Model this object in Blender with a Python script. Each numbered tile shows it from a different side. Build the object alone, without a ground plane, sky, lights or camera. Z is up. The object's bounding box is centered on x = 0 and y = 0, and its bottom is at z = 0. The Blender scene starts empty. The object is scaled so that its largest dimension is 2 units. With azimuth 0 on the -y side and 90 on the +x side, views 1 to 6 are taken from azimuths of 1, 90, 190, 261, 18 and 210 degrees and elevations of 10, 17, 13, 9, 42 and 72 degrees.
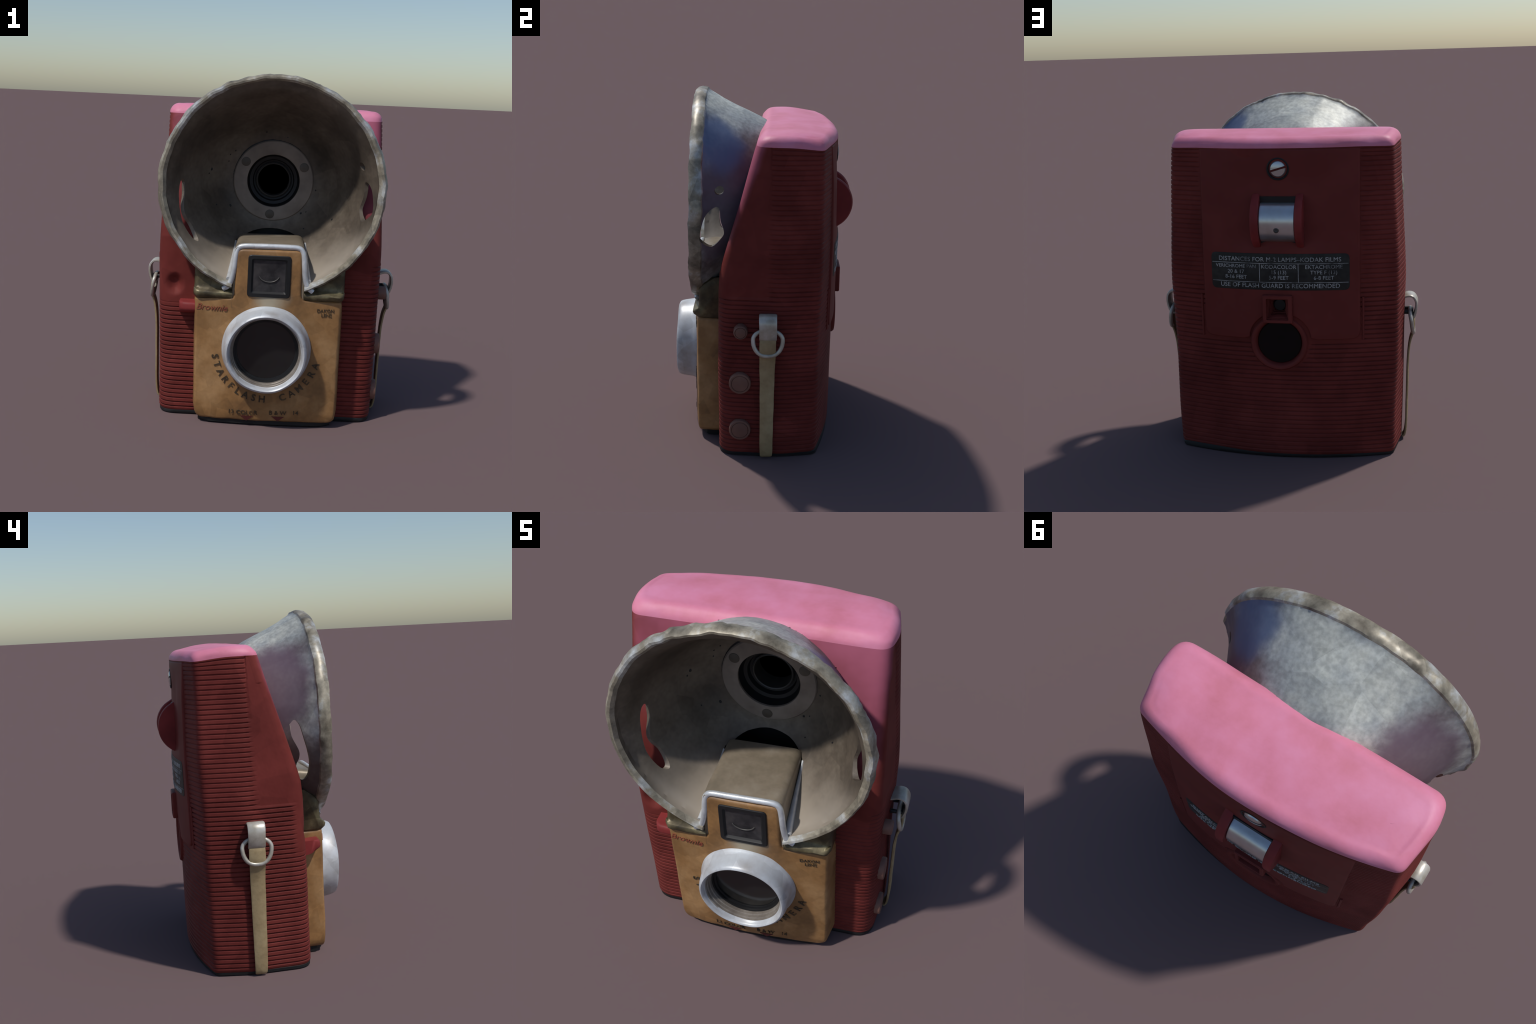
import bpy, bmesh, math
from mathutils import Vector, Matrix, noise

# ------------------------------------------------------------------ helpers
COL = bpy.context.scene.collection
PI = math.pi


def clamp(v, a=0.0, b=1.0):
    return max(a, min(b, v))


def smooth(a, b, v):
    t = clamp((v - a) / (b - a))
    return t * t * (3 - 2 * t)


def lerp_table(tab, v):
    if v <= tab[0][0]:
        return tab[0][1]
    for (a, p), (b, q) in zip(tab, tab[1:]):
        if v <= b:
            return p + (q - p) * (v - a) / (b - a)
    return tab[-1][1]


def finish(bm, name, mat, parent=None, angle=40, recalc=True):
    if recalc:
        bmesh.ops.recalc_face_normals(bm, faces=bm.faces)
    me = bpy.data.meshes.new(name)
    bm.to_mesh(me)
    bm.free()
    for p in me.polygons:
        p.use_smooth = True
    me.set_sharp_from_angle(angle=math.radians(angle))
    ob = bpy.data.objects.new(name, me)
    COL.objects.link(ob)
    if mat:
        me.materials.append(mat)
    if parent:
        ob.parent = parent
    return ob


def apply_modifiers(ob):
    dg = bpy.context.evaluated_depsgraph_get()
    me = bpy.data.meshes.new_from_object(ob.evaluated_get(dg))
    ob.modifiers.clear()
    old = ob.data
    ob.data = me
    bpy.data.meshes.remove(old)


def carve(ob, cut):
    """subtract the closed bmesh from the object"""
    bmesh.ops.recalc_face_normals(cut, faces=cut.faces)
    cme = bpy.data.meshes.new('cutter')
    cut.to_mesh(cme)
    for m in ob.data.materials:
        cme.materials.append(m)
    cme.polygons.foreach_set('material_index', [len(ob.data.materials) - 1] * len(cme.polygons))
    cut.free()
    cob = bpy.data.objects.new('cutter', cme)
    COL.objects.link(cob)
    bo = ob.modifiers.new('cut', 'BOOLEAN')
    bo.operation = 'DIFFERENCE'
    bo.solver = 'EXACT'
    bo.object = cob
    apply_modifiers(ob)
    bpy.data.objects.remove(cob)
    bpy.data.meshes.remove(cme)


def loft(bm, rings, closed=True, caps=(False, False)):
    """rings: lists of points of equal length -> quads between them"""
    vs = [[bm.verts.new(p) for p in r] for r in rings]
    n = len(vs[0])
    for a, b in zip(vs, vs[1:]):
        for i in range(n if closed else n - 1):
            j = (i + 1) % n
            bm.faces.new((a[i], a[j], b[j], b[i]))
    if caps[0]:
        bm.faces.new(list(reversed(vs[0])))
    if caps[1]:
        bm.faces.new(vs[-1])
    return vs


def revolve(name, profile, mat, parent, centre, axis='Y', n=96, close_ends=True, angle=40, wobble=0.0, seed=0.0):
    """profile: (radius, distance along axis)"""
    bm = bmesh.new()
    rings = []
    for r, h in profile:
        ring = []
        for i in range(n):
            a = 2 * PI * i / n
            c, s = math.cos(a), math.sin(a)
            if axis == 'Y':
                p = Vector((centre[0] + r * c, centre[1] + h, centre[2] + r * s))
            else:
                p = Vector((centre[0] + h, centre[1] + r * c, centre[2] + r * s))
            if wobble:
                p += noise.noise_vector(p * 7 + Vector((seed, 0, 0))) * wobble
            ring.append(p)
        rings.append(ring)
    loft(bm, rings, True, (close_ends, close_ends))
    return finish(bm, name, mat, parent, angle)


def round_poly(pts, radii, seg=6):
    """closed 2D polygon with rounded corners"""
    out = []
    n = len(pts)
    for i in range(n):
        p = Vector(pts[i])
        r = radii[i] if isinstance(radii, (list, tuple)) else radii
        a = (Vector(pts[i - 1]) - p)
        b = (Vector(pts[(i + 1) % n]) - p)
        if r <= 0:
            out.append(p)
            continue
        r = min(r, a.length * .49, b.length * .49)
        s, e = p + a.normalized() * r, p + b.normalized() * r
        for k in range(seg + 1):
            t = k / seg
            out.append(s * (1 - t) ** 2 + p * 2 * t * (1 - t) + e * t * t)
    return out


def plate(name, outline, depth, bevel, mapping, mat, parent, cuts=(), zcuts=(), seg=3, angle=40, hole=None, rough=0.0):
    """a plate with the outline (x, z), thickness and rounded front edge, wrapped by
    mapping(x, h, z) with h = 0 at the back and h = depth at the front"""
    bm = bmesh.new()
    vs = [bm.verts.new((p[0], 0, p[1])) for p in outline]
    f = bm.faces.new(vs)
    r = bmesh.ops.extrude_face_region(bm, geom=[f])
    top = [v for v in r['geom'] if isinstance(v, bmesh.types.BMVert)]
    for v in top:
        v.co.y = depth
    if bevel > 0:
        edges = [e for e in bm.edges if all(abs(v.co.y - depth) < 1e-6 for v in e.verts)]
        bmesh.ops.bevel(bm, geom=edges, offset=bevel, segments=seg, profile=.5, affect='EDGES', clamp_overlap=True)
    for c in cuts:
        bmesh.ops.bisect_plane(bm, geom=bm.verts[:] + bm.edges[:] + bm.faces[:], plane_co=(c, 0, 0), plane_no=(1, 0, 0))
    for c in zcuts:
        bmesh.ops.bisect_plane(bm, geom=bm.verts[:] + bm.edges[:] + bm.faces[:], plane_co=(0, 0, c), plane_no=(0, 0, 1))
    bmesh.ops.triangulate(bm, faces=[f for f in bm.faces if len(f.verts) > 4])
    for v in bm.verts:
        k = v.co.copy()
        v.co = mapping(k.x, k.y, k.z)
        if rough:
            v.co += noise.noise_vector(k * 9) * rough + noise.noise_vector(k * 27) * rough * .5
    return finish(bm, name, mat, parent, angle)


def tube(name, pts, radius, mat, parent, n=8, closed=False, radii=None, flat=1.0, up=Vector((0, 0, 1))):
    """swept tube through the points"""
    bm = bmesh.new()
    rings = []
    m = len(pts)
    pts = [Vector(p) for p in pts]
    for i, p in enumerate(pts):
        if closed:
            t = pts[(i + 1) % m] - pts[i - 1]
        else:
            t = pts[min(i + 1, m - 1)] - pts[max(i - 1, 0)]
        t.normalize()
        a = t.cross(up)
        if a.length < 1e-3:
            a = t.cross(Vector((1, 0, 0)))
        a.normalize()
        b = a.cross(t)
        r = radii[i] if radii else radius
        rings.append([p + a * math.cos(2 * PI * k / n) * r * flat + b * math.sin(2 * PI * k / n) * r for k in range(n)])
    if closed:
        rings.append(rings[0])
        loft(bm, rings)
        bmesh.ops.remove_doubles(bm, verts=bm.verts, dist=1e-6)
    else:
        loft(bm, rings, True, (True, True))
    return finish(bm, name, mat, parent, 60)


def spline(pts, n):
    """Catmull-Rom through the control points"""
    pts = [Vector(p) for p in pts]
    P = [pts[0] * 2 - pts[1]] + pts + [pts[-1] * 2 - pts[-2]]
    out = []
    for i in range(1, len(P) - 2):
        for k in range(n):
            t = k / n
            a, b, c, d = P[i - 1:i + 3]
            out.append(.5 * ((2 * b) + (c - a) * t + (2 * a - 5 * b + 4 * c - d) * t * t + (3 * b - a - 3 * c + d) * t ** 3))
    out.append(P[-2])
    return out


def text_mesh(body, size, mapping, bm, align='CENTER', spacing=1.0, offset=0.0):
    """adds the flat letters of body to bm, wrapped by mapping(x, y)"""
    cu = bpy.data.curves.new('lettering', 'FONT')
    cu.body = body
    cu.size = size
    cu.align_x = align
    cu.align_y = 'CENTER'
    cu.space_character = spacing
    cu.offset = offset
    cu.resolution_u = 3
    cu.extrude = 0.0015
    ob = bpy.data.objects.new('lettering', cu)
    COL.objects.link(ob)
    dg = bpy.context.evaluated_depsgraph_get()
    dg.update()
    me = bpy.data.meshes.new_from_object(ob.evaluated_get(dg))
    base = len(bm.verts)
    vs = [bm.verts.new(mapping(v.co.x, v.co.y, v.co.z)) for v in me.vertices]
    for p in me.polygons:
        try:
            bm.faces.new([vs[i] for i in p.vertices])
        except ValueError:
            pass
    bpy.data.objects.remove(ob)
    bpy.data.curves.remove(cu)
    bpy.data.meshes.remove(me)


# ------------------------------------------------------------------ materials
def material(name, base, dark=None, light=None, scale=6.0, rough=.5, metal=0.0, spec=.3, cells=0.0,
             cell_scale=14.0, bump=0.0, bump_scale=60.0, fine=0.0, fade=None, streak=None, spots=None, spread=(.3, .72)):
    m = bpy.data.materials.new(name)
    m.use_nodes = True
    nt = m.node_tree
    N, Lk = nt.nodes, nt.links
    bsdf = N['Principled BSDF']
    bsdf.inputs['Roughness'].default_value = rough
    bsdf.inputs['Metallic'].default_value = metal
    bsdf.inputs['Specular IOR Level'].default_value = spec
    tc = N.new('ShaderNodeTexCoord')
    dark = dark or tuple(c * .75 for c in base)
    light = light or tuple(min(1, c * 1.25) for c in base)
    ns = N.new('ShaderNodeTexNoise')
    ns.inputs['Scale'].default_value = scale
    ns.inputs['Detail'].default_value = 5
    ns.inputs['Roughness'].default_value = .6
    if streak:
        mp = N.new('ShaderNodeMapping')
        mp.inputs['Scale'].default_value = streak
        Lk.new(tc.outputs['Object'], mp.inputs['Vector'])
        Lk.new(mp.outputs['Vector'], ns.inputs['Vector'])
    else:
        Lk.new(tc.outputs['Object'], ns.inputs['Vector'])
    cr = N.new('ShaderNodeValToRGB')
    e = cr.color_ramp.elements
    e[0].position, e[0].color = spread[0], (*dark, 1)
    e[1].position, e[1].color = spread[1], (*light, 1)
    mid = cr.color_ramp.elements.new(.5)
    mid.color = (*base, 1)
    Lk.new(ns.outputs['Fac'], cr.inputs['Fac'])
    col = cr.outputs['Color']

    def mix(blend, fac, a, b):
        x = N.new('ShaderNodeMix')
        x.data_type = 'RGBA'
        x.blend_type = blend
        for s, v in ((x.inputs[0], fac), (x.inputs[6], a), (x.inputs[7], b)):
            if hasattr(v, 'is_linked') or hasattr(v, 'links'):
                Lk.new(v, s)
            else:
                s.default_value = v
        return x.outputs[2]

    if cells:
        vo = N.new('ShaderNodeTexVoronoi')
        vo.inputs['Scale'].default_value = cell_scale
        vo.inputs['Randomness'].default_value = 1
        Lk.new(tc.outputs['Object'], vo.inputs['Vector'])
        g = N.new('ShaderNodeSeparateColor')
        Lk.new(vo.outputs['Color'], g.inputs['Color'])
        r2 = N.new('ShaderNodeMapRange')
        r2.inputs['To Min'].default_value = 1 - cells
        r2.inputs['To Max'].default_value = 1 + cells
        Lk.new(g.outputs['Red'], r2.inputs['Value'])
        vm = N.new('ShaderNodeCombineColor')
        for k in ('Red', 'Green', 'Blue'):
            Lk.new(r2.outputs['Result'], vm.inputs[k])
        col = mix('MULTIPLY', 1.0, col, vm.outputs['Color'])
    if fine:
        n2 = N.new('ShaderNodeTexNoise')
        n2.inputs['Scale'].default_value = 45
        n2.inputs['Detail'].default_value = 4
        Lk.new(tc.outputs['Object'], n2.inputs['Vector'])
        r3 = N.new('ShaderNodeMapRange')
        r3.inputs['From Min'].default_value = .35
        r3.inputs['From Max'].default_value = .65
        r3.inputs['To Min'].default_value = 1 - fine
        r3.inputs['To Max'].default_value = 1 + fine * .5
        Lk.new(n2.outputs['Fac'], r3.inputs['Value'])
        vm = N.new('ShaderNodeCombineColor')
        for k in ('Red', 'Green', 'Blue'):
            Lk.new(r3.outputs['Result'], vm.inputs[k])
        col = mix('MULTIPLY', 1.0, col, vm.outputs['Color'])
    if fade:
        # patches of another colour where a function of the position says so: list of
        # (colour, direction vector, from, to, noise amount, strength)
        for fc, d, a, b, na, st in fade:
            dp = N.new('ShaderNodeVectorMath')
            dp.operation = 'DOT_PRODUCT'
            dp.inputs[1].default_value = d
            Lk.new(tc.outputs['Object'], dp.inputs[0])
            n3 = N.new('ShaderNodeTexNoise')
            n3.inputs['Scale'].default_value = 4.5
            n3.inputs['Detail'].default_value = 3
            Lk.new(tc.outputs['Object'], n3.inputs['Vector'])
            ad = N.new('ShaderNodeMath')
            ad.operation = 'MULTIPLY_ADD'
            ad.inputs[1].default_value = na
            Lk.new(n3.outputs['Fac'], ad.inputs[0])
            Lk.new(dp.outputs['Value'], ad.inputs[2])
            mr = N.new('ShaderNodeMapRange')
            mr.interpolation_type = 'SMOOTHSTEP'
            mr.inputs['From Min'].default_value = a + na * .5
            mr.inputs['From Max'].default_value = b + na * .5
            mr.inputs['To Max'].default_value = st
            Lk.new(ad.outputs['Value'], mr.inputs['Value'])
            col = mix('MIX', mr.outputs['Result'], col, (*fc, 1))
    if spots:
        # soft patches of reflected light painted into the colour: (colour, centre, inner radius, outer radius, strength), edges broken by noise
        for fc, ctr, ra, rb, st in spots:
            n3 = N.new('ShaderNodeTexNoise')
            n3.inputs['Scale'].default_value = 6
            n3.inputs['Detail'].default_value = 4
            Lk.new(tc.outputs['Object'], n3.inputs['Vector'])
            ds = N.new('ShaderNodeVectorMath')
            ds.operation = 'DISTANCE'
            ds.inputs[1].default_value = ctr
            Lk.new(tc.outputs['Object'], ds.inputs[0])
            ad = N.new('ShaderNodeMath')
            ad.operation = 'MULTIPLY_ADD'
            ad.inputs[1].default_value = (rb - ra) * 1.2
            Lk.new(n3.outputs['Fac'], ad.inputs[0])
            Lk.new(ds.outputs['Value'], ad.inputs[2])
            mr = N.new('ShaderNodeMapRange')
            mr.interpolation_type = 'SMOOTHSTEP'
            mr.inputs['From Min'].default_value = ra + (rb - ra) * .6
            mr.inputs['From Max'].default_value = rb + (rb - ra) * .6
            mr.inputs['To Min'].default_value = st
            mr.inputs['To Max'].default_value = 0
            Lk.new(ad.outputs['Value'], mr.inputs['Value'])
            col = mix('MIX', mr.outputs['Result'], col, (*fc, 1))
    Lk.new(col, bsdf.inputs['Base Color'])
    if bump:
        nb = N.new('ShaderNodeTexNoise')
        nb.inputs['Scale'].default_value = bump_scale
        nb.inputs['Detail'].default_value = 4
        Lk.new(tc.outputs['Object'], nb.inputs['Vector'])
        bp = N.new('ShaderNodeBump')
        bp.inputs['Strength'].default_value = bump
        bp.inputs['Distance'].default_value = .004
        Lk.new(nb.outputs['Fac'], bp.inputs['Height'])
        Lk.new(bp.outputs['Normal'], bsdf.inputs['Normal'])
    return m


RED = (.144, .0275, .0235)
M_BODY = material('red_plastic', RED, (.112, .0205, .0175), (.182, .037, .031), scale=4, rough=.6, spec=.1, bump=.15, cells=.10, cell_scale=6,
                  fade=[((.46, .13, .205), (0, -.9, .32), .55, .612, .05, .85)])  # sloping front tinted pink for the sky sheen on it
M_CAP = material('pink_plastic_sky_baked', (.64, .21, .31), (.57, .175, .24), (.68, .25, .38), scale=5, rough=.5, spec=.3, bump=.1)  # pink is the sky's reflection on the top, baked into the base colour
M_PLATE = material('red_plastic_plate', RED, (.128, .0235, .020), (.172, .034, .029), scale=3.5, rough=.55, spec=.14)
M_LEVER = material('red_lever_plastic', (.20, .030, .030), rough=.5, spec=.15)
M_BASE = material('black_base', (.012, .012, .013), rough=.6)
M_GOLD = material('gold_panel', (.265, .137, .050), (.16, .082, .032), (.37, .215, .095), scale=4.5, rough=.5, metal=.0, spec=.4,
                  cells=.11, cell_scale=13, fine=.08,
                  spots=[((.42, .40, .31), (.0, -.40, .735), .03, .13, .65)])  # pale glare above the lens, painted on the gold
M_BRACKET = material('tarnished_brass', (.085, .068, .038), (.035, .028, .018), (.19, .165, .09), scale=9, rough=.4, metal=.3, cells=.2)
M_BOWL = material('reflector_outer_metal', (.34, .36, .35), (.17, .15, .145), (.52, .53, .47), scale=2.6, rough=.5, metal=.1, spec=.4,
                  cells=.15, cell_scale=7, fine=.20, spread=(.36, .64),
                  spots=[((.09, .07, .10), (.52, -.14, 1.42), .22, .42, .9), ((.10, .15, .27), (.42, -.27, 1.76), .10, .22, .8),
                         ((.13, .085, .115), (-.46, -.08, 1.56), .20, .34, .9), ((.07, .05, .045), (-.5, -.25, 1.05), .16, .38, .85)])  # purple and blue mirror images of body and sky, coloured in
M_INNER = material('shade_darkened_reflector_metal', (.115, .092, .070), (.06, .048, .038), (.185, .155, .12), scale=3.0, rough=.5, metal=.1, spec=.35,
                   cells=.12, cell_scale=8, fine=.12, fade=[((.38, .33, .27), (0, -.5, -1), -1.08, -.70, .25, .85)])  # base darkened for the bowl's shade, lower part lightened for the sun
M_RIM = material('reflector_rim_metal', (.29, .26, .20), (.10, .085, .062), (.56, .60, .63), scale=7, rough=.42, metal=.15, spec=.4,
                 cells=.22, cell_scale=12, fine=.14)
M_WHEEL = material('wheel_chrome', (.55, .56, .56), (.42, .42, .40), (.62, .65, .68), scale=6, rough=.28, metal=.85)
M_BARREL = material('barrel_metal', (.20, .175, .15), (.12, .10, .085), (.30, .28, .26), scale=9, rough=.45, metal=.1)
M_SOCKET = material('socket_flange_metal', (.20, .165, .135), (.15, .12, .10), (.25, .21, .175), scale=8, rough=.55)
M_RIVET = material('dark_rivet', (.09, .075, .06), rough=.5)
M_BLACK = material('black_plastic', (.012, .012, .013), rough=.5)
M_DARKRING = material('dark_metal', (.07, .065, .06), rough=.4, metal=.3)
M_HOUSING = material('housing_metal', (.25, .205, .15), (.17, .14, .10), (.34, .30, .24), scale=4, rough=.42, metal=.2, fine=.05)
M_CHROME = material('chrome', (.58, .60, .62), (.42, .43, .45), (.70, .73, .76), scale=8, rough=.35, metal=.35, cells=.08, cell_scale=16)
M_LENSRING = material('lens_ring_metal', (.46, .47, .49), (.34, .32, .30), (.56, .60, .64), scale=6, rough=.42, metal=.15, cells=.10, cell_scale=12)
M_GLASS = material('dark_glass', (.012, .012, .012), rough=.12, spec=.6)
M_STRAP = material('tan_leather', (.32, .24, .13), (.25, .18, .095), (.40, .315, .18), scale=7, rough=.6, bump=.3, fine=.08)
M_TAB = material('strap_tab_metal', (.45, .42, .36), (.30, .26, .19), (.60, .59, .56), scale=9, rough=.35, metal=.3)
M_RINGM = material('strap_ring_metal', (.42, .39, .33), (.26, .23, .18), (.58, .56, .52), scale=10, rough=.35, metal=.35)
M_BROWN = material('brown_button', (.17, .085, .065), (.14, .07, .055), (.21, .11, .085), rough=.5)
M_LABEL = material('black_label', (.018, .020, .018), (.012, .013, .012), (.035, .036, .033), scale=14, rough=.5, fine=.2)
M_PRINT = material('worn_grey_print', (.36, .37, .36), (.07, .07, .07), (.50, .50, .49), scale=16, rough=.6)
M_INK = material('dark_print', (.055, .04, .025), (.03, .02, .013), (.14, .085, .04), scale=13, rough=.6)
M_INKRED = material('red_print', (.22, .055, .035), (.15, .035, .025), (.30, .11, .05), scale=14, rough=.6)
M_INKMAROON = material('maroon_print', (.10, .022, .02), rough=.6)

# ------------------------------------------------------------------ the thing
cam = bpy.data.objects.new('flash_camera', None)
COL.objects.link(cam)
cam['label'] = 'vintage red box camera with large round flash reflector'
cam['category'] = 'camera'

# ------------------------------------------------------------------ body
BOWB = .098                               # how far the back bows over .6 m
Z_TOP, TOP_R = 1.818, .05
BX, BZ = -.012, 1.385                    # flash reflector axis
# reflector profile: (radius, y)
INNER = [(.240, .136), (.285, .120), (.333, .084), (.380, .034), (.420, -.030), (.457, -.102), (.490, -.176),
         (.520, -.250), (.549, -.318)]
OUTER = [(.240, .164), (.300, .144), (.355, .100), (.403, .046), (.443, -.026), (.478, -.100), (.512, -.175),
         (.548, -.245)]


def front_y(z):
    return lerp_table([(0, -.248), (.5, -.250), (.97, -.243), (1.06, -.236), (1.12, -.222), (1.80, -.022)], z)


def half_width(z):
    return lerp_table([(0, .650), (.5, .660), (1.0, .668), (1.4, .655), (1.82, .634)], z)


def back_centre(z):
    return lerp_table([(0, .406), (.5, .415), (1.2, .424), (1.82, .414)], z)


def back_y(x, z):
    return back_centre(z) - BOWB * (x / .6) ** 2


def body_section(z):
    """half plan outline as (point, kind) from the front middle to the back middle"""
    yf, w, yb = front_y(z), half_width(z), back_centre(z)
    xb = w - .034
    P = [Vector((0, yf)), Vector((w - .022, yf)), Vector((w, .10)), Vector((xb, yb - BOWB * (xb / .6) ** 2))]
    rf = lerp_table([(0, .10), (1.0, .085), (1.8, .06)], z)
    out = []

    def fillet(i, nxt, r, seg):
        a = (P[i - 1] - P[i]).normalized()
        b = (nxt - P[i]).normalized()
        s, e = P[i] + a * r, P[i] + b * r
        return [s * (1 - t) ** 2 + P[i] * 2 * t * (1 - t) + e * t * t for t in [k / seg for k in range(seg + 1)]]
    f1 = fillet(1, P[2], rf, 8)
    f2 = fillet(2, P[3], .05, 4)
    arc_start = Vector((xb - .03, yb - BOWB * ((xb - .03) / .6) ** 2))
    f3 = fillet(3, arc_start, .03, 5)
    nf = 58
    out += [P[0].lerp(f1[0], k / nf) for k in range(nf)]
    out += f1[:-1]
    out += [f1[-1].lerp(f2[0], k / 10) for k in range(10)]
    out += f2[:-1]
    out += [f2[-1].lerp(f3[0], k / 8) for k in range(8)]
    out += f3[:-1]
    nb = 48
    x0 = f3[-1].x
    out += [Vector((x0 * (1 - k / nb), yb - BOWB * (x0 * (1 - k / nb) / .6) ** 2)) for k in range(nb)]
    out.append(Vector((0, yb)))
    return out


def skew(p):
    """the slight yaw and lean that the scan shows"""
    t = p.z / 1.8
    return Vector((p.x - .013 * t, p.y - p.x * (.022 * t + .012 * (1 - t) * smooth(.12, .33, p.y)), p.z))


PITCH = .0262


def groove_mask(p):
    x, y, z = p
    if z > 1.752 or z < .035:
        return 0
    m = 1.0
    if y > .22 and abs(x) < .44 and z > .69:
        return 0
    if y > .2 and math.hypot(x, z - .683) < .165:
        return 0
    if y < .045:
        if y > -.17:
            m = 1 if z < .95 else 0
        elif x < 0:
            m = 1 - smooth(.58, .70, z)
        else:
            m = 1 - smooth(.70, .93, z) if x < .6 else (1 if z < .95 else 0)
    if z > 1.0:
        m *= .5
    return m


def door_dip(x, z):
    """the door is sunk a little round wheel and screw"""
    return .015 * (1 - smooth(.20, .34, abs(x + .02))) * smooth(1.19, 1.25, z) * (1 - smooth(1.55, 1.72, z))


def top_drop(q):
    """the top falls away towards the back"""
    corner = .008 * smooth(.42, .64, abs(q.x)) * smooth(.12, .32, q.y)
    return (corner + .022 * smooth(.10, .42, q.y)) * smooth(1.68, 1.80, q.z)


def body_points():
    zs = [(.006, .030, 0), (.010, .016, 0), (.020, .005, 0), (.034, 0, 0)]       # z, inset, groove depth
    z = .045
    while z < 1.755:
        zs += [(z - .0062, 0, 0), (z - .0049, 0, 0), (z - .0020, 0, 1), (z + .0020, 0, 1), (z + .0049, 0, 0), (z + .0062, 0, 0), (z + .0131, 0, 0)]
        z += PITCH
    for k in range(0, 9):
        a = k / 8 * PI / 2
        zs.append((Z_TOP - TOP_R + TOP_R * math.sin(a), TOP_R * (1 - math.cos(a)), 0))
    zs = sorted(zs)
    rings = []
    for z, inset, g in zs:
        half = body_section(z)
        ring2 = half + [Vector((-p.x, p.y)) for p in reversed(half[1:-1])]
        n = len(ring2)
        ring = []
        for i, p in enumerate(ring2):
            t = ring2[(i + 1) % n] - ring2[i - 1]
            nm = Vector((t.y, -t.x)).normalized()          # outward (outline runs front -> right -> back)
            q = Vector((p.x, p.y, z))
            d = 0
            if g:
                d -= .0115 * groove_mask(q)
            # the smooth front shell sits a little lower than the ribbed part
            if q.y < .045 and z > .955 and z < 1.76 and q.y > front_y(z) + .05:
                d -= .004
            # seam between front and back shell
            if abs(q.y - .045) < .006 and .93 < z < 1.76:
                d -= .004
            # finger dent beside the panel
            dd = math.hypot(q.x + .545, (z - .785) * .8)
            if q.y < -.15 and q.x < 0:
                d -= .03 * (1 - smooth(.012, .06, dd))
            if q.y > .2 and math.hypot(q.x - .003, z - .683) < .135:
                d -= .045
            if q.y > .2:
                d -= door_dip(q.x, z) * 1.1
            if q.y > .2 and abs(q.x - .010) < .07 and abs(z - .881) < .07:
                d -= .12
            d += noise.noise(Vector((p.x * 3.1, p.y * 3.1, z * 2.3))) * .006
            if inset > .001 and z > 1.7:
                d += noise.noise(Vector((p.x * 11, p.y * 11, 3.3))) * .006
            q = Vector((p.x + nm.x * d, p.y + nm.y * d, z))
            if inset:
                ym = .5 * (front_y(z) + back_centre(z))
                q.x *= 1 - inset / .64
                q.y = ym + (q.y - ym) * (1 - inset / (.21 if z > 1 else .33))
            q.z -= top_drop(q)
            ring.append(skew(q))
        rings.append(ring)
    return rings


def build_body():
    bm = bmesh.new()
    rings = body_points()
    top = rings[-1]
    for t in (.06, .16, .35, .6, .85, 1.0):
        ring = []
        for p in top:
            q = p.lerp(Vector((p.x * .82, .19 - .02 * p.x, p.z)), t)
            q.z = Z_TOP + .004 * smooth(0, .6, t) - top_drop(Vector((q.x, q.y, Z_TOP)))
            q.z += noise.noise(Vector((q.x * 5, q.y * 5, 8))) * .004 * smooth(0, .3, t)
            ring.append(q)
        rings.append(ring)
    loft(bm, rings, True, (True, False))
    lay = bm.faces.layers.int.new('cap')
    bm.verts.index_update()
    n = len(rings[0])
    first_cap = min(i for i, r in enumerate(rings) if min(p.z for p in r) > Z_TOP - TOP_R - .026)
    for f in bm.faces:
        f[lay] = 1 if min(v.index for v in f.verts) // n >= first_cap else 0
    bmesh.ops.remove_doubles(bm, verts=bm.verts, dist=1e-5)
    # opening for the reflector bowl
    tab = sorted((y, r) for r, y in INNER)
    kill = []
    for f in bm.faces:
        inside = False
        for v in f.verts:
            r = math.hypot(v.co.x - BX, v.co.z - BZ)
            if v.co.y < .1 and v.co.z < 1.79 and r < lerp_table(tab, v.co.y) + .015:
                inside = True
                break
        if inside:
            kill.append(f)
    bmesh.ops.delete(bm, geom=kill, context='FACES')
    bmesh.ops.recalc_face_normals(bm, faces=bm.faces)
    bm.normal_update()
    # cap (top tinted with sky gloss) and body are cut out of one surface and keep its normals
    normals = {}
    for v in bm.verts:
        normals[v.co.to_tuple(6)] = v.normal.copy()
    obs = []
    for name, cond, mat in (('body_shell', lambda k: k == 0, M_BODY), ('top_cap', lambda k: k == 1, M_CAP)):
        b2 = bm.copy()
        l2 = b2.faces.layers.int['cap']
        bmesh.ops.delete(b2, geom=[f for f in b2.faces if not cond(f[l2])], context='FACES')
        b2.faces.layers.int.remove(l2)
        me = bpy.data.meshes.new(name)
        b2.to_mesh(me)
        b2.free()
        for p in me.polygons:
            p.use_smooth = True
        ob = bpy.data.objects.new(name, me)
        COL.objects.link(ob)
        me.materials.append(mat)
        me.normals_split_custom_set_from_vertices([normals[v.co.to_tuple(6)] for v in me.vertices])
        ob.parent = cam
        obs.append(ob)
    bm.free()
    return obs


body, cap = build_body()

# black bottom
bm = bmesh.new()
half = body_section(0)
ring = half + [Vector((-p.x, p.y)) for p in reversed(half[1:-1])]
loft(bm, [[(p.x * s, (p.y - .07) * s + .07, z) for p in ring] for z, s in ((0, .982), (.004, .992), (.020, .994), (.030, .98))], True, (True, True))
finish(bm, 'dark_bottom_band', M_BASE, cam)

# ------------------------------------------------------------------ back door with its fittings


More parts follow.
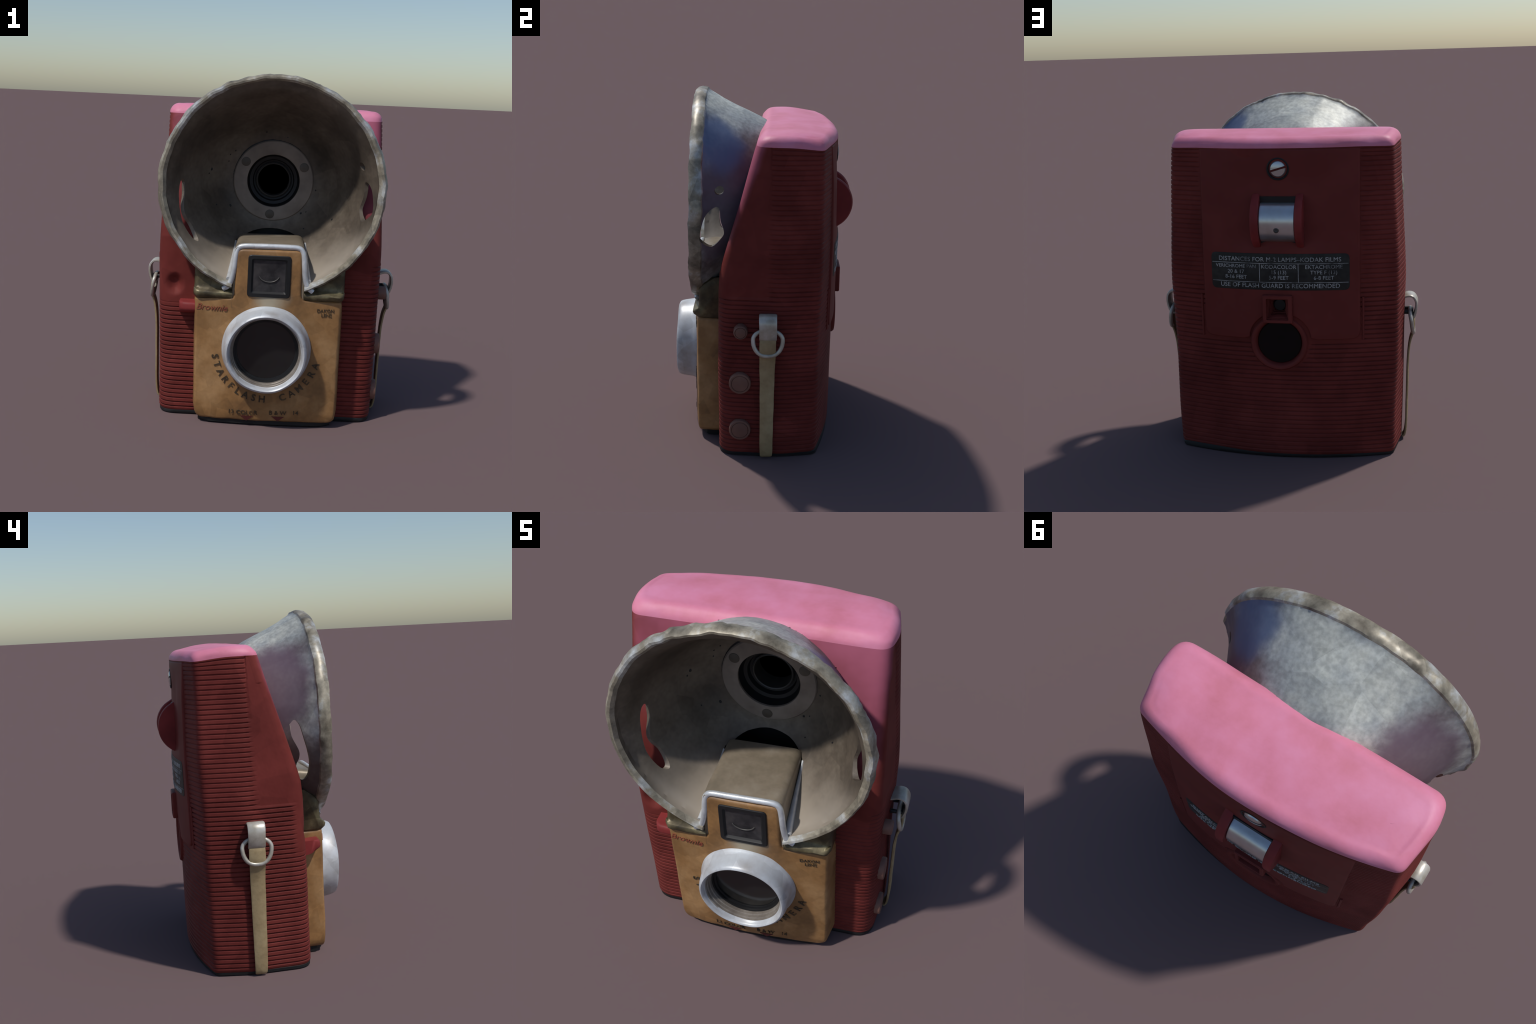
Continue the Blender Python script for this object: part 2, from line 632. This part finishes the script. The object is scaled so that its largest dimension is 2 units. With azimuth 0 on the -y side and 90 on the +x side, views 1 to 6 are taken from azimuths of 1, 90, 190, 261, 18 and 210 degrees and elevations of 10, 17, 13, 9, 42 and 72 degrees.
def on_back(x, h, z):
    return skew(Vector((x, back_y(x, z) + h, z)))


XC = [i * .03 - .6 for i in range(41)]
RW = (.003, .683)                        # red window
notch = []
for k in range(0, 19):
    a = PI - k / 18 * PI
    notch.append((RW[0] + .168 * math.cos(a), RW[1] + .03 + .140 * math.sin(a)))
outline = round_poly([(-.432, 1.738), (-.432, .705), (-.20, .703)], [0, .05, 0]) + notch + \
    round_poly([(.20, .703), (.428, .705), (.428, 1.738)], [0, .05, 0])
outline = [(p[0], p[1]) for p in outline]
door = plate('back_door', outline, .022, .007,
             lambda x, h, z: on_back(x, -.010 + h * (1 - .5 * smooth(1.5, 1.775, z)) - door_dip(x, z), z), M_PLATE, cam, cuts=XC,
             zcuts=[.75 + .03 * k for k in range(33)])
# raised lips beside the door
for sx in (1, -1):
    pts = [on_back(sx * .447, .001, .70 + k * .02) for k in range(13)]
    tube('door_lip', pts, .007, M_PLATE, door, n=8)
DOOR = .011

# distance table label
lab = round_poly([(-.378, 1.186), (-.378, .984), (.378, .984), (.378, 1.186)], .03)
label = plate('distance_label', lab, .006, .002, lambda x, h, z: on_back(x, DOOR - .003 + h, z), M_LABEL, door, cuts=XC)
bm = bmesh.new()


def on_label(cx, cz):
    return lambda x, y, e: on_back(cx - x, DOOR + .0035 + e, cz + y)


text_mesh('DISTANCES FOR M-2 LAMPS\u2013KODAK FILMS', .034, on_label(0, 1.153), bm, spacing=1.03)
for i, (cx, lines) in enumerate(((.238, ('VERICHROME PAN', '20 & 17', '8-16 FEET')), (0, ('KODACOLOR', '15 (13)', '5-9 FEET')),
                                 (-.242, ('EKTACHROME', 'TYPE F (13)', '6-8 FEET')))):
    for k, t in enumerate(lines):
        text_mesh(t, .029 if k else (.027 if i == 0 else .030), on_label(cx, 1.113 - .030 * k), bm, spacing=1.02)
text_mesh('USE OF FLASH GUARD IS RECOMMENDED', .034, on_label(0, 1.008), bm, spacing=1.03)


def bar(x0, z0, x1, z1, w):
    n = 12
    for k in range(n):
        a, b = k / n, (k + 1) / n
        q = []
        for t, s in ((a, -1), (b, -1), (b, 1), (a, 1)):
            x, z = x0 + (x1 - x0) * t, z0 + (z1 - z0) * t
            if abs(x1 - x0) > abs(z1 - z0):
                z += s * w
            else:
                x += s * w
            q.append(bm.verts.new(on_back(x, DOOR + .0045, z)))
        bm.faces.new(q)


bar(.372, 1.132, -.372, 1.132, .0014)
bar(.372, 1.028, -.372, 1.028, .0014)
bar(.105, 1.028, .105, 1.132, .0016)
bar(-.106, 1.028, -.106, 1.132, .0016)
finish(bm, 'label_print', M_PRINT, door, recalc=False)

# recessed slotted screw
SC = on_back(-.004, DOOR - .012, 1.637)
revolve('screw_recess', [(.058, -.01), (.060, .003), (.055, .005), (.049, -.0), (.046, -.012)], M_BLACK, door, SC, n=40)
bm = bmesh.new()
for side in (1, -1):
    rings = []
    n = 18
    for h, r in ((-.01, .043), (.001, .043), (.007, .038), (.011, .026), (.0125, .006)):
        ring = []
        for k in range(n + 1):
            a = PI * k / n
            ring.append(Vector((r * math.cos(a), max(.0055, r * math.sin(a) + .0055 * 0) * side, h)))
        rings.append(ring)
    loft(bm, rings, True, (True, True))
for v in bm.verts:
    x, y, h = v.co
    a = math.radians(16)
    xr, yr = x * math.cos(a) - y * math.sin(a), x * math.sin(a) + y * math.cos(a)
    v.co = SC + Vector((-xr, h, -yr * -1))
finish(bm, 'screw_head', M_WHEEL, door, 30)

# winding wheel between two cheeks
WZ, WY = 1.362, .355
for x0, x1 in ((.098, .140), (-.136, -.096)):
    bm = bmesh.new()
    rings = []
    for x, s in ((x0, .975), (x0 + .008, 1.0), (x1 - .010, 1.0), (x1, .955)):
        ring = []
        n = 28
        for k in range(n + 1):
            a = -PI / 2 + PI * k / n
            rr = .157 * s
            yy = math.cos(a) * rr
            zz = math.sin(a) * rr * (1.02 if a < 0 else .97)
            # flare where the cheek runs into the door
            ring.append(skew(Vector((x - .002, WY + max(yy, .02), WZ + zz * (1 + .10 * smooth(.08, 0, yy))))))
        rings.append(ring)
    loft(bm, rings, True, (True, True))
    finish(bm, 'wheel_cheek', M_LEVER, door, 35)
bm = bmesh.new()
q = [skew(Vector(p)) for p in ((.10, back_y(0, 1.36) + DOOR - .012, 1.212), (-.098, back_y(0, 1.36) + DOOR - .012, 1.212),
                               (-.098, back_y(0, 1.36) + DOOR - .012, 1.492), (.10, back_y(0, 1.36) + DOOR - .012, 1.492))]
q2 = [p - Vector((0, .03, 0)) for p in q]
loft(bm, [q2, q], True, (True, True))
finish(bm, 'wheel_well', M_BLACK, door, recalc=True)
bm = bmesh.new()
rings = []
for x, r in ((.0975, .128), (.0935, .134), (-.0905, .134), (-.0945, .128)):
    ring = []
    for k in range(61):
        a = -PI / 2 + PI * k / 60
        p = Vector((x - .002, WY + .05 + (r - .05) * math.cos(a), WZ - .008 + r * .80 * math.sin(a)))
        ring.append(skew(p))
    rings.append(ring)
loft(bm, rings, True, (True, True))
finish(bm, 'winding_wheel', M_WHEEL, door, 30)
a = math.radians(-17)
revolve('wheel_pin', [(.015, -.006), (.015, .002), (.008, .005), (.002, .001)], M_DARKRING, door,
        skew(Vector((0, WY + .05 + .0835 * math.cos(a), WZ - .008 + .107 * math.sin(a)))), n=16)

# eyepiece opening through the door
cut = bmesh.new()
bmesh.ops.create_cube(cut, size=1, matrix=Matrix.Translation((.006, .42, .881)) @ Matrix.Diagonal((.135, .2, .135, 1)))
carve(door, cut)
# eyepiece: square frame with stepped funnel
EX, EZ = .010, .881
ey = on_back(EX, 0, EZ).y
bm = bmesh.new()


def sq(hx, hz, y, r=.006):
    return [skew(Vector((EX + p[0], y, EZ + p[1]))) for p in round_poly([(hx, -hz), (hx, hz), (-hx, hz), (-hx, -hz)], r, 3)]


rings = [sq(.081, .078, ey - .02), sq(.081, .078, ey + .030), sq(.077, .074, ey + .036), sq(.061, .060, ey + .036)]
hx, y = .059, ey + .032
for k in range(7):
    rings.append(sq(hx, hx, y, .003))
    rings.append(sq(hx, hx, y - .014, .003))
    y -= .014
    hx -= .005
loft(bm, rings, True, (False, True))
finish(bm, 'eyepiece', M_PLATE, door, 30)
revolve('eyepiece_shade_disc', [(.001, .030), (.030, .028), (.036, .020)], M_BLACK, door, skew(Vector((EX - .004, y + .004, EZ + .008))), n=24)  # black disc modelled for the darkness deep in the funnel

# red film window with its rim
RC = Vector((RW[0], on_back(RW[0], 0, RW[1]).y, RW[1]))
revolve('film_window_rim', [(.160, -.03), (.158, .002), (.150, .012), (.140, .013), (.131, .008), (.127, .000), (.124, -.012), (.120, -.026)],
        M_PLATE, door, RC, n=72, close_ends=False)
revolve('film_window_pane', [(.118, .001), (.08, .0015), (.001, .002)], material('dark_window', (.007, .004, .004), (.004, .003, .003), (.011, .005, .005), rough=.4, spec=.15),
        door, RC + Vector((0, -.014, 0)), n=48)

# ------------------------------------------------------------------ front panel
P_BACK = -.235


def on_front(x, h, z):
    """front panel surface: h = 0 at the body, h = 1 at the face; bowed outwards"""
    face = .404 - .030 * (abs(x) / .41) ** 2 - .012 * smooth(.10, .0, z)
    return Vector((x, P_BACK - h * (face + P_BACK), z))


pan = round_poly([(-.405, .030), (.410, .030), (.408, .752), (.184, .756), (.174, 1.040), (-.190, 1.034), (-.200, .750), (-.418, .742)],
                 [.05, .05, .02, .03, .035, .035, .03, .02], 5)
PC = [i * .04 - .4 for i in range(21)]


def panel_map(x, h, z):
    p = on_front(x, h / .16, z)
    p.x *= 1 + .045 * (1 - h / .16) * (1 - smooth(.70, .78, z))
    # soft swelling round the lens
    return p


panel = plate('front_panel', pan, .16, .034, panel_map, M_GOLD, cam, cuts=PC, zcuts=[.1 * k for k in range(1, 11)], seg=4, rough=.0035)
# dark strip below the panel
bm = bmesh.new()
pl_out = [Vector((-.385 + .77 * k / 24, 0)) for k in range(25)]
front = [(p.x, on_front(p.x, .93 - .25 * smooth(.33, .385, abs(p.x)), .0).y) for p in pl_out]
ring = front + [(.395, -.2), (-.395, -.2)]
loft(bm, [[(x, y + o, z) for x, y in ring] for z, o in ((0, .012), (.008, 0), (.045, 0))], True, (True, True))
finish(bm, 'dark_panel_strip', M_BASE, cam)

# lens barrel
LC = Vector((-.004, 0, .463))
revolve('lens_ring', [(.256, -.37), (.254, -.402), (.247, -.414), (.242, -.430), (.238, -.455), (.234, -.480), (.229, -.500), (.223, -.511), (.215, -.515),
                      (.209, -.511), (.204, -.502), (.201, -.490), (.197, -.486)],
        M_LENSRING, panel, LC, n=88, close_ends=False, wobble=.0045, angle=35)
revolve('barrel', [(.202, -.490), (.198, -.486), (.196, -.474), (.192, -.470), (.190, -.456), (.186, -.452), (.185, -.434)], M_BARREL, panel, LC, n=80,
        close_ends=False, angle=30)
for k in range(2):
    r = .177 - .012 * k
    revolve('barrel_step', [(r + .012, -.436 + .013 * k), (r, -.434 + .013 * k), (r, -.420 + .013 * k)], M_BLACK, panel, LC, n=64, close_ends=False)
revolve('lens_glass', [(.172, -.416), (.150, -.404), (.10, -.384), (.06, -.368), (.03, -.358), (.002, -.354)], M_GLASS, panel, LC, n=64)
# openings in the panel for lens and viewfinder
cut = bmesh.new()
for rad, y0, y1 in ((.192, -.46, -.345),):
    loft(cut, [[(LC.x + rad * math.cos(2 * PI * k / 64), y, LC.z + rad * math.sin(2 * PI * k / 64)) for k in range(64)] for y in (y0, y1)], True, (True, True))
bmesh.ops.create_cube(cut, size=1, matrix=Matrix.Translation((-.005, -.42, .886)) @ Matrix.Diagonal((.20, .11, .198, 1)))
carve(panel, cut)

# viewfinder window: frame, pane, curved highlight modelled as a thin tube
def on_tongue(x, h, z):
    return Vector((x, on_front(x, 1, z).y - h, z))


VX, VZ = -.005, .886
bm = bmesh.new()


def vsq(hx, hz, h, r):
    return [on_tongue(VX + p[0], h, VZ + p[1]) for p in round_poly([(hx, -hz), (hx, hz), (-hx, hz), (-hx, -hz)], r, 5)]


loft(bm, [vsq(.121, .120, -.02, .022), vsq(.121, .120, .004, .022), vsq(.117, .116, .0075, .02), vsq(.100, .099, .0075, .012),
          vsq(.096, .095, .002, .010), vsq(.078, .075, -.018, .010)], True, (False, False))
finish(bm, 'viewfinder_frame', M_BLACK, panel, 30)
bm = bmesh.new()
rings = [vsq(.094 * s, .093 * s, -.004 - .010 * (1 - s), .012 * s) for s in (1.02, .9, .75, .5, .2)]
loft(bm, rings, True, (False, True))
finish(bm, 'viewfinder_glass', material('viewfinder_glass', (.035, .033, .035), (.018, .018, .02), (.06, .055, .055), scale=14, rough=.25), panel, 40)
pts = [on_tongue(VX + .06 * math.sin(a), -.006, VZ + .012 - .045 * math.cos(a)) for a in [math.radians(-70 + 10 * k) for k in range(15)]]
tube('viewfinder_glint_tube', pts, .0035, material('painted_glint', (.085, .08, .075), rough=.4), panel, n=6)

# printed words
ink = bmesh.new()


def arc_letters(word, a0, a1, r, size):
    n = len(word)
    for i, ch in enumerate(word):
        a = math.radians(a0 + (a1 - a0) * (i / (n - 1)))
        cx, cz = LC.x + r * math.cos(a), LC.z + r * math.sin(a)
        t = a + PI / 2

        def mp(x, y, e, cx=cx, cz=cz, t=t):
            px, pz = cx + x * math.cos(t) - y * math.sin(t), cz + x * math.sin(t) + y * math.cos(t)
            return on_tongue(px, .0025 + e, pz)
        text_mesh(ch, size, mp, ink, offset=.0006)


arc_letters('STARFLASH', 191, 268, .296, .056)
arc_letters('CAMERA', 291, 343, .300, .056)


def flat_text(t, size, cx, cz, bmx, slant=0.0):
    text_mesh(t, size, lambda x, y, e: on_tongue(cx + x + slant * y, .0025 + e, cz + y), bmx)


flat_text('13', .036, -.190, .085, ink)
flat_text('COLOR', .036, -.098, .083, ink)
flat_text('B & W', .036, .080, .088, ink)
flat_text('14', .036, .182, .092, ink)
flat_text('DAKON', .027, .322, .700, ink)
flat_text('LENS', .027, .328, .674, ink)
finish(ink, 'panel_lettering', M_INK, panel, recalc=False)
for x, z in ((-.098, .050), (.082, .054)):
    plate('exposure_arrow', [(x - .036, z + .012), (x, z - .018), (x + .036, z + .012)], .003, 0,
          lambda a, h, c: on_tongue(a, h, c), M_INKMAROON, panel)
red = bmesh.new()
flat_text('Brownie', .052, -.318, .690, red, slant=.35)
finish(red, 'panel_script', M_INKRED, panel, recalc=False)

# ------------------------------------------------------------------ viewfinder housing running back into the reflector
bm = bmesh.new()
rings = []
for y, s in ((-.388, .975), (-.396, .99), (-.390, 1.0), (-.3, 1.0), (-.15, 1.0), (-.03, 1.0), (.012, 1.0)):
    hx = .197 * s
    top = 1.052 + (s - 1) * .3 + (.012 if y > -.38 else 0)
    ring = [Vector((-.008 + p[0], y, p[1])) for p in round_poly([(hx + .008, .70), (hx, top), (-hx, top), (-hx - .008, .70)], [0, .045, .045, 0], 6)]
    rings.append(ring)
loft(bm, rings, True, (True, True))
for v in bm.verts:
    v.co += noise.noise_vector(v.co * 8) * .004
housing = finish(bm, 'viewfinder_housing', M_HOUSING, cam, 50)
bm = bmesh.new()
bmesh.ops.create_cube(bm, size=1, matrix=Matrix.Translation((-.004, .17, 1.0)) @ Matrix.Diagonal((.42, .02, .30, 1)))
finish(bm, 'housing_recess', M_BLACK, housing)
# bright folded edge of the notch
edge = [(-.262, -.396, .806), (-.230, -.402, .830), (-.208, -.398, .90), (-.197, -.393, 1.00), (-.186, -.390, 1.035), (-.16, -.390, 1.052),
        (-.08, -.392, 1.056), (.07, -.392, 1.058), (.148, -.390, 1.055), (.174, -.390, 1.038), (.185, -.393, 1.00), (.195, -.398, .90),
        (.212, -.402, .840), (.242, -.396, .812)]
edge = [(x, y + .008, z - .004) for x, y, z in edge]
tube('notch_edge', spline(edge, 6), .0155, M_CHROME, housing, n=10)
# folds where the walls of the notch run down into the bowl
itab = sorted((y, r) for r, y in INNER + [(.575, -.39)])
for x in (-.228, .212):
    pts = []
    for k in range(12):
        y = -.385 + .36 * k / 11
        xx = x * (1 - .06 * k / 11)
        pts.append((xx, y, BZ - math.sqrt(lerp_table(itab, y) ** 2 - (xx - BX) ** 2) - .002))
    tube('notch_fold', pts, .014, M_CHROME, housing, n=10, radii=[.022 - .0014 * k for k in range(12)])

# brackets below the reflector
for sx, (xa, xb) in ((-1, (-.428, -.205)), (1, (.195, .425))):
    zl = .742 if sx < 0 else .752
    bm = bmesh.new()
    rings = []
    prof = [(-.24, zl - .012), (-.33, zl - .012), (-.375, zl - .004), (-.398, zl + .014), (-.402, zl + .030), (-.392, zl + .044),
            (-.376, zl + .050), (-.368, zl + .070), (-.366, zl + .13), (-.370, zl + .19), (-.30, zl + .24), (-.22, zl + .24)]
    m = 14
    for k in range(m + 1):
        t = k / m
        x = xa + (xb - xa) * t
        out_t = t if sx < 0 else 1 - t
        e = smooth(0, .10, out_t)
        ring = []
        for y, z in prof:
            yy = y + (1 - e) * .025
            zz = zl + (z - zl) * (1 + .0 * t) + (1 - e) * (.015 if z < zl + .05 else 0)
            if z > zl + .08:
                zz -= (1 - smooth(1.0, 0.0, out_t)) * .07
            p = Vector((x, yy, zz))
            ro = lerp_table(sorted((b, a) for a, b in OUTER + [(.60, -.33), (.598, -.42)]), p.y) - .008
            p.z = min(p.z, BZ - math.sqrt(max(ro * ro - (p.x - BX) ** 2, 0.0)))
            p += noise.noise_vector(p * 14) * .005
            ring.append(p)
        rings.append(ring)
    loft(bm, rings, True, (True, True))
    finish(bm, 'reflector_bracket', M_BRACKET, cam, 50)

# ------------------------------------------------------------------ flash reflector
LIP = [(.572, -.358), (.578, -.385), (.588, -.402), (.598, -.403), (.607, -.392), (.613, -.372), (.613, -.352), (.608, -.337),
       (.599, -.331), (.592, -.324), (.583, -.305), (.568, -.277)]
prof = INNER + LIP + list(reversed(OUTER))
bm = bmesh.new()
rings = []
N = 200
dense = []
closed_prof = [Vector((r, y, 0)) for r, y in prof]
for i, p in enumerate(closed_prof[:-1]):
    q = closed_prof[i + 1]
    k = max(1, int((q - p).length / .022))
    dense += [p.lerp(q, j / k) for j in range(k)]
dense.append(closed_prof[-1])
for n_ring, p in enumerate(dense):
    ring = []
    inner_ring = n_ring < len(dense) * .5 and p.y > -.372
    lip = smooth(.56, .60, p.x)
    for i in range(N):
        a = 2 * PI * i / N
        d = Vector((math.cos(a), 0, math.sin(a)))
        r, y = p.x, p.y
        w1 = noise.noise(Vector((d.x * 2.2, d.z * 2.2, 4.1)))
        w2 = noise.noise(Vector((d.x * 9, d.z * 9, y * 6)))
        w3 = noise.noise(Vector((d.x * 22, d.z * 22, y * 20)))
        r += .006 * w1 + lip * (.005 * w2 + .004 * w3) + .002 * w2
        y += lip * (.010 * w1 + .006 * w2 + .004 * w3)
        # the lower rim is pinched inwards towards the notch
        y -= lip * .018 * max(0, -d.z)
        if inner_ring:
            r += .010 * smooth(.42, .52, p.x) * (1 - max(0, d.z)) - .030 * max(0, d.z) * smooth(.27, .40, p.x)
        ring.append(Vector((BX + r * d.x * (1 + .036 * lip), y, BZ + r * d.z)))
    rings.append(ring)
loft(bm, rings)
first = min(i for i, p in enumerate(dense) if p.y <= -.372)
last = max(i for i, p in enumerate(dense) if p.y <= -.327)
bm.verts.index_update()
for f in bm.faces:
    k = min(v.index for v in f.verts) // N
    f.material_index = 2 if k < first else (1 if k < last else 0)
# join first and last ring at the flange
bm.verts.ensure_lookup_table()
nr = len(dense)
for i in range(N):
    j = (i + 1) % N
    bm.faces.new((bm.verts[(nr - 1) * N + i], bm.verts[(nr - 1) * N + j], bm.verts[j], bm.verts[i]))
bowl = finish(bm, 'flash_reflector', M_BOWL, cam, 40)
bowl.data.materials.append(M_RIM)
bowl.data.materials.append(M_INNER)
# cutters: side slots, small hole, notch for the viewfinder housing
cut = bmesh.new()


def prism(poly, x0, x1):
    poly = spline(poly + [poly[0]], 4)[:-1]
    loft(cut, [[(x0, p[0], p[1]) for p in poly], [(x1, p[0], p[1]) for p in poly]], True, (True, True))


prism([Vector(p).to_3d() for p in ((-.189, 1.373), (-.214, 1.396), (-.241, 1.365), (-.262, 1.29), (-.28, 1.224), (-.294, 1.148), (-.288, 1.07), (-.262, 1.045), (-.238, 1.07),
                                   (-.225, 1.133), (-.238, 1.18), (-.235, 1.225), (-.198, 1.304))], -.75, -.35)
prism([Vector(p).to_3d() for p in ((-.262, 1.428), (-.244, 1.415), (-.238, 1.35), (-.221, 1.285), (-.232, 1.250), (-.286, 1.204), (-.340, 1.245),
                                   (-.346, 1.285), (-.322, 1.376), (-.29, 1.415))], .33, .75)
prism([Vector((-.245 + .025 * math.cos(k * PI / 4), 1.512 + .023 * math.sin(k * PI / 4), 0)) for k in range(8)], .33, .75)
bmesh.ops.create_cube(cut, size=1, matrix=Matrix.Translation((-.010, -.30, .70)) @ Matrix.Diagonal((.408, .60, .66, 1)))
carve(bowl, cut)
cut = bmesh.new()
loft(cut, [[(-.004 + .195 * math.cos(2 * PI * k / 40), y, 1.0 + .088 * math.sin(2 * PI * k / 40)) for k in range(40)] for y in (-.1, .3)], True, (True, True))
carve(bowl, cut)
# the rolled rim is a piece of its own look: split it off the same surface
bm = bmesh.new()
bm.from_mesh(bowl.data)
rim_i, in_i = set(), set()
for f in bm.faces:
    if f.material_index == 1:
        rim_i.add(f.index)
    elif f.material_index == 2:
        in_i.add(f.index)
    f.material_index = 0
for name, keep, mat in (('reflector_rim', rim_i, M_RIM), ('reflector_inside_darkened', in_i, M_INNER)):
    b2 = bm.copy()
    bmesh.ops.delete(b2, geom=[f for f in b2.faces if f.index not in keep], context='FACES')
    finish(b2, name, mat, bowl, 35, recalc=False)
bmesh.ops.delete(bm, geom=[f for f in bm.faces if f.index in rim_i or f.index in in_i], context='FACES')
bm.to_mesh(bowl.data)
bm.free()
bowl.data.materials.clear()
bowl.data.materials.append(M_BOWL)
bowl.data.set_sharp_from_angle(angle=math.radians(40))

# lamp socket in the middle of the bowl
FY = .134
SO = Vector((-.008, 0, 1.375))
revolve('socket_flange', [(.246, FY + .02), (.244, FY - .004), (.238, FY - .010), (.170, FY - .012), (.160, FY - .008), (.156, FY + .02)],
        M_SOCKET, bowl, SO, n=80, close_ends=False)
revolve('flange_gap', [(.252, FY + .006), (.240, FY + .004)], M_BLACK, bowl, SO, n=80, close_ends=False)
revolve('socket_cup', [(.157, FY + .0), (.150, FY + .03), (.146, FY + .045), (.128, FY + .05), (.121, FY + .075), (.104, FY + .080)],
        M_BLACK, bowl, SO, n=64, close_ends=False)
revolve('socket_sleeve', [(.108, FY + .085), (.107, FY + .066), (.102, FY + .062), (.097, FY + .066), (.096, FY + .16)], M_DARKRING, bowl, SO, n=64, close_ends=False)
revolve('socket_floor', [(.098, FY + .16), (.04, FY + .16), (.001, FY + .16)], M_BLACK, bowl, SO, n=48)
for a in (147, 26, 266):
    c = SO + Vector((.203 * math.cos(math.radians(a)), FY - .012, .203 * math.sin(math.radians(a))))
    revolve('flange_rivet', [(.028, .004), (.027, -.002), (.022, -.004), (.001, -.005)], M_RIVET, bowl, c, n=20)
# little pits and soot spots in the bowl
bm = bmesh.new()
tab = sorted((r, y) for r, y in INNER)
for a, r, s in ((100, .290, .007), (172, .375, .010), (176, .385, .006), (214, .305, .009), (145, .285, .005), (152, .300, .006), (312, .270, .007),
                (318, .285, .005), (348, .27, .006), (73, .27, .005), (305, .35, .005), (330, .42, .007), (160, .29, .005), (206, .37, .005)):
    ar = math.radians(a)
    y = lerp_table(tab, r)
    bmesh.ops.create_uvsphere(bm, u_segments=10, v_segments=6, radius=s,
                              matrix=Matrix.Translation((BX + r * math.cos(ar), y + .001, BZ + r * math.sin(ar))) @ Matrix.Diagonal((1, .5, 1, 1)))
pits = finish(bm, 'soot_spots', M_BLACK, bowl)
pits['kind'] = 'stuff'

# ------------------------------------------------------------------ shutter lever beside the panel
bm = bmesh.new()
rings = []
for x, s in ((-.515, .35), (-.505, .75), (-.485, .95), (-.44, 1.0), (-.405, 1.0)):
    pr = round_poly([(-.235, .700), (-.345 + (1 - s) * .05, .704), (-.352 + (1 - s) * .06, .655 + (1 - s) * .02), (-.30, .632), (-.235, .615)], [0, .02, .015, .02, 0], 4)
    rings.append([Vector((x, p[0], p[1])) for p in pr])
loft(bm, rings, True, (True, True))
finish(bm, 'shutter_lever', M_LEVER, cam, 45)

# ------------------------------------------------------------------ buttons on the right side
for y, z, r, hgt in ((-.124, .765, .039, .030), (-.126, .457, .061, .016), (-.125, .172, .061, .016)):
    w = half_width(z) - .0
    x0 = w - .006 - abs(y) * .02
    prof = [(r, -.02), (r, hgt * .55), (r * .95, hgt * .9), (r * .86, hgt), (r * .80, hgt), (r * .77, hgt - .004), (r * .72, hgt - .0005), (r * .4, hgt + .002), (.001, hgt + .003)]
    revolve('side_button', prof, M_BROWN, cam, Vector((x0, y, z)), axis='X', n=40)

# ------------------------------------------------------------------ carrying strap ends
def ribbon(name, path, widths, thick, mat, parent, yc):
    """flat band along (x, z) path; widths across y"""
    bm = bmesh.new()
    rings = []
    m = len(path)
    for i, p in enumerate(path):
        t = path[min(i + 1, m - 1)] - path[max(i - 1, 0)]
        nrm = Vector((t.y, -t.x)).normalized()
        w = lerp_table(widths, i / (m - 1)) / 2
        c = lerp_table(yc, i / (m - 1))
        h = thick / 2
        ring = []
        for a, b in ((-w, -h * .5), (-w + h, -h), (w - h, -h), (w, -h * .5), (w, h * .5), (w - h, h), (-w + h, h), (-w, h * .5)):
            ring.append(Vector((p.x + nrm.x * b, c + a, p.y + nrm.y * b)))
        rings.append(ring)
    loft(bm, rings, True, (True, True))
    for v in bm.verts:
        v.co += noise.noise_vector(v.co * 10) * .002
    return finish(bm, name, mat, parent, 45)


def v2(pts, sx, n):
    return [Vector((p.x * sx, p.y)) for p in spline([Vector((a, b, 0)) for a, b in pts], n)]


for sx, yt, yb, xoff in ((1, .024, .022, .0), (-1, .053, .056, .0)):
    strap = ribbon('strap', v2([(.700, .765), (.716, .735), (.718, .700), (.713, .655), (.697, .600), (.686, .50), (.681, .30), (.677, .10), (.668, .030), (.655, .012)], sx, 5),
                   [(0, .086), (.3, .090), (1, .064)], .014, M_STRAP, cam, [(0, yt), (1, yb)])
    ribbon('strap_tab', v2([(.650, .858), (.686, .870), (.714, .864), (.731, .838), (.733, .800), (.726, .765), (.714, .742), (.694, .735)], sx, 5),
           [(0, .096), (1, .092)], .016, M_TAB, strap, [(0, yt), (1, yt)])
    # D-shaped ring
    pts = []
    for k in range(40):
        a = 2 * PI * k / 40
        c, s = math.cos(a), math.sin(a)
        zz = .735 + (.050 if s > 0 else .088) * s
        yy = yt + .080 * (abs(c) ** .8) * (1 if c > 0 else -1)
        pts.append((sx * (.706 + .010 * (-s)), yy, zz))
    tube('strap_ring', pts, .0115, M_RINGM, strap, n=10, closed=True, up=Vector((1, 0, 0)))
    tube('ring_anchor', [(sx * .655, yt - .04, .775), (sx * .705, yt - .04, .775), (sx * .705, yt + .04, .775), (sx * .655, yt + .04, .775)], .012, M_BLACK, strap, n=8)
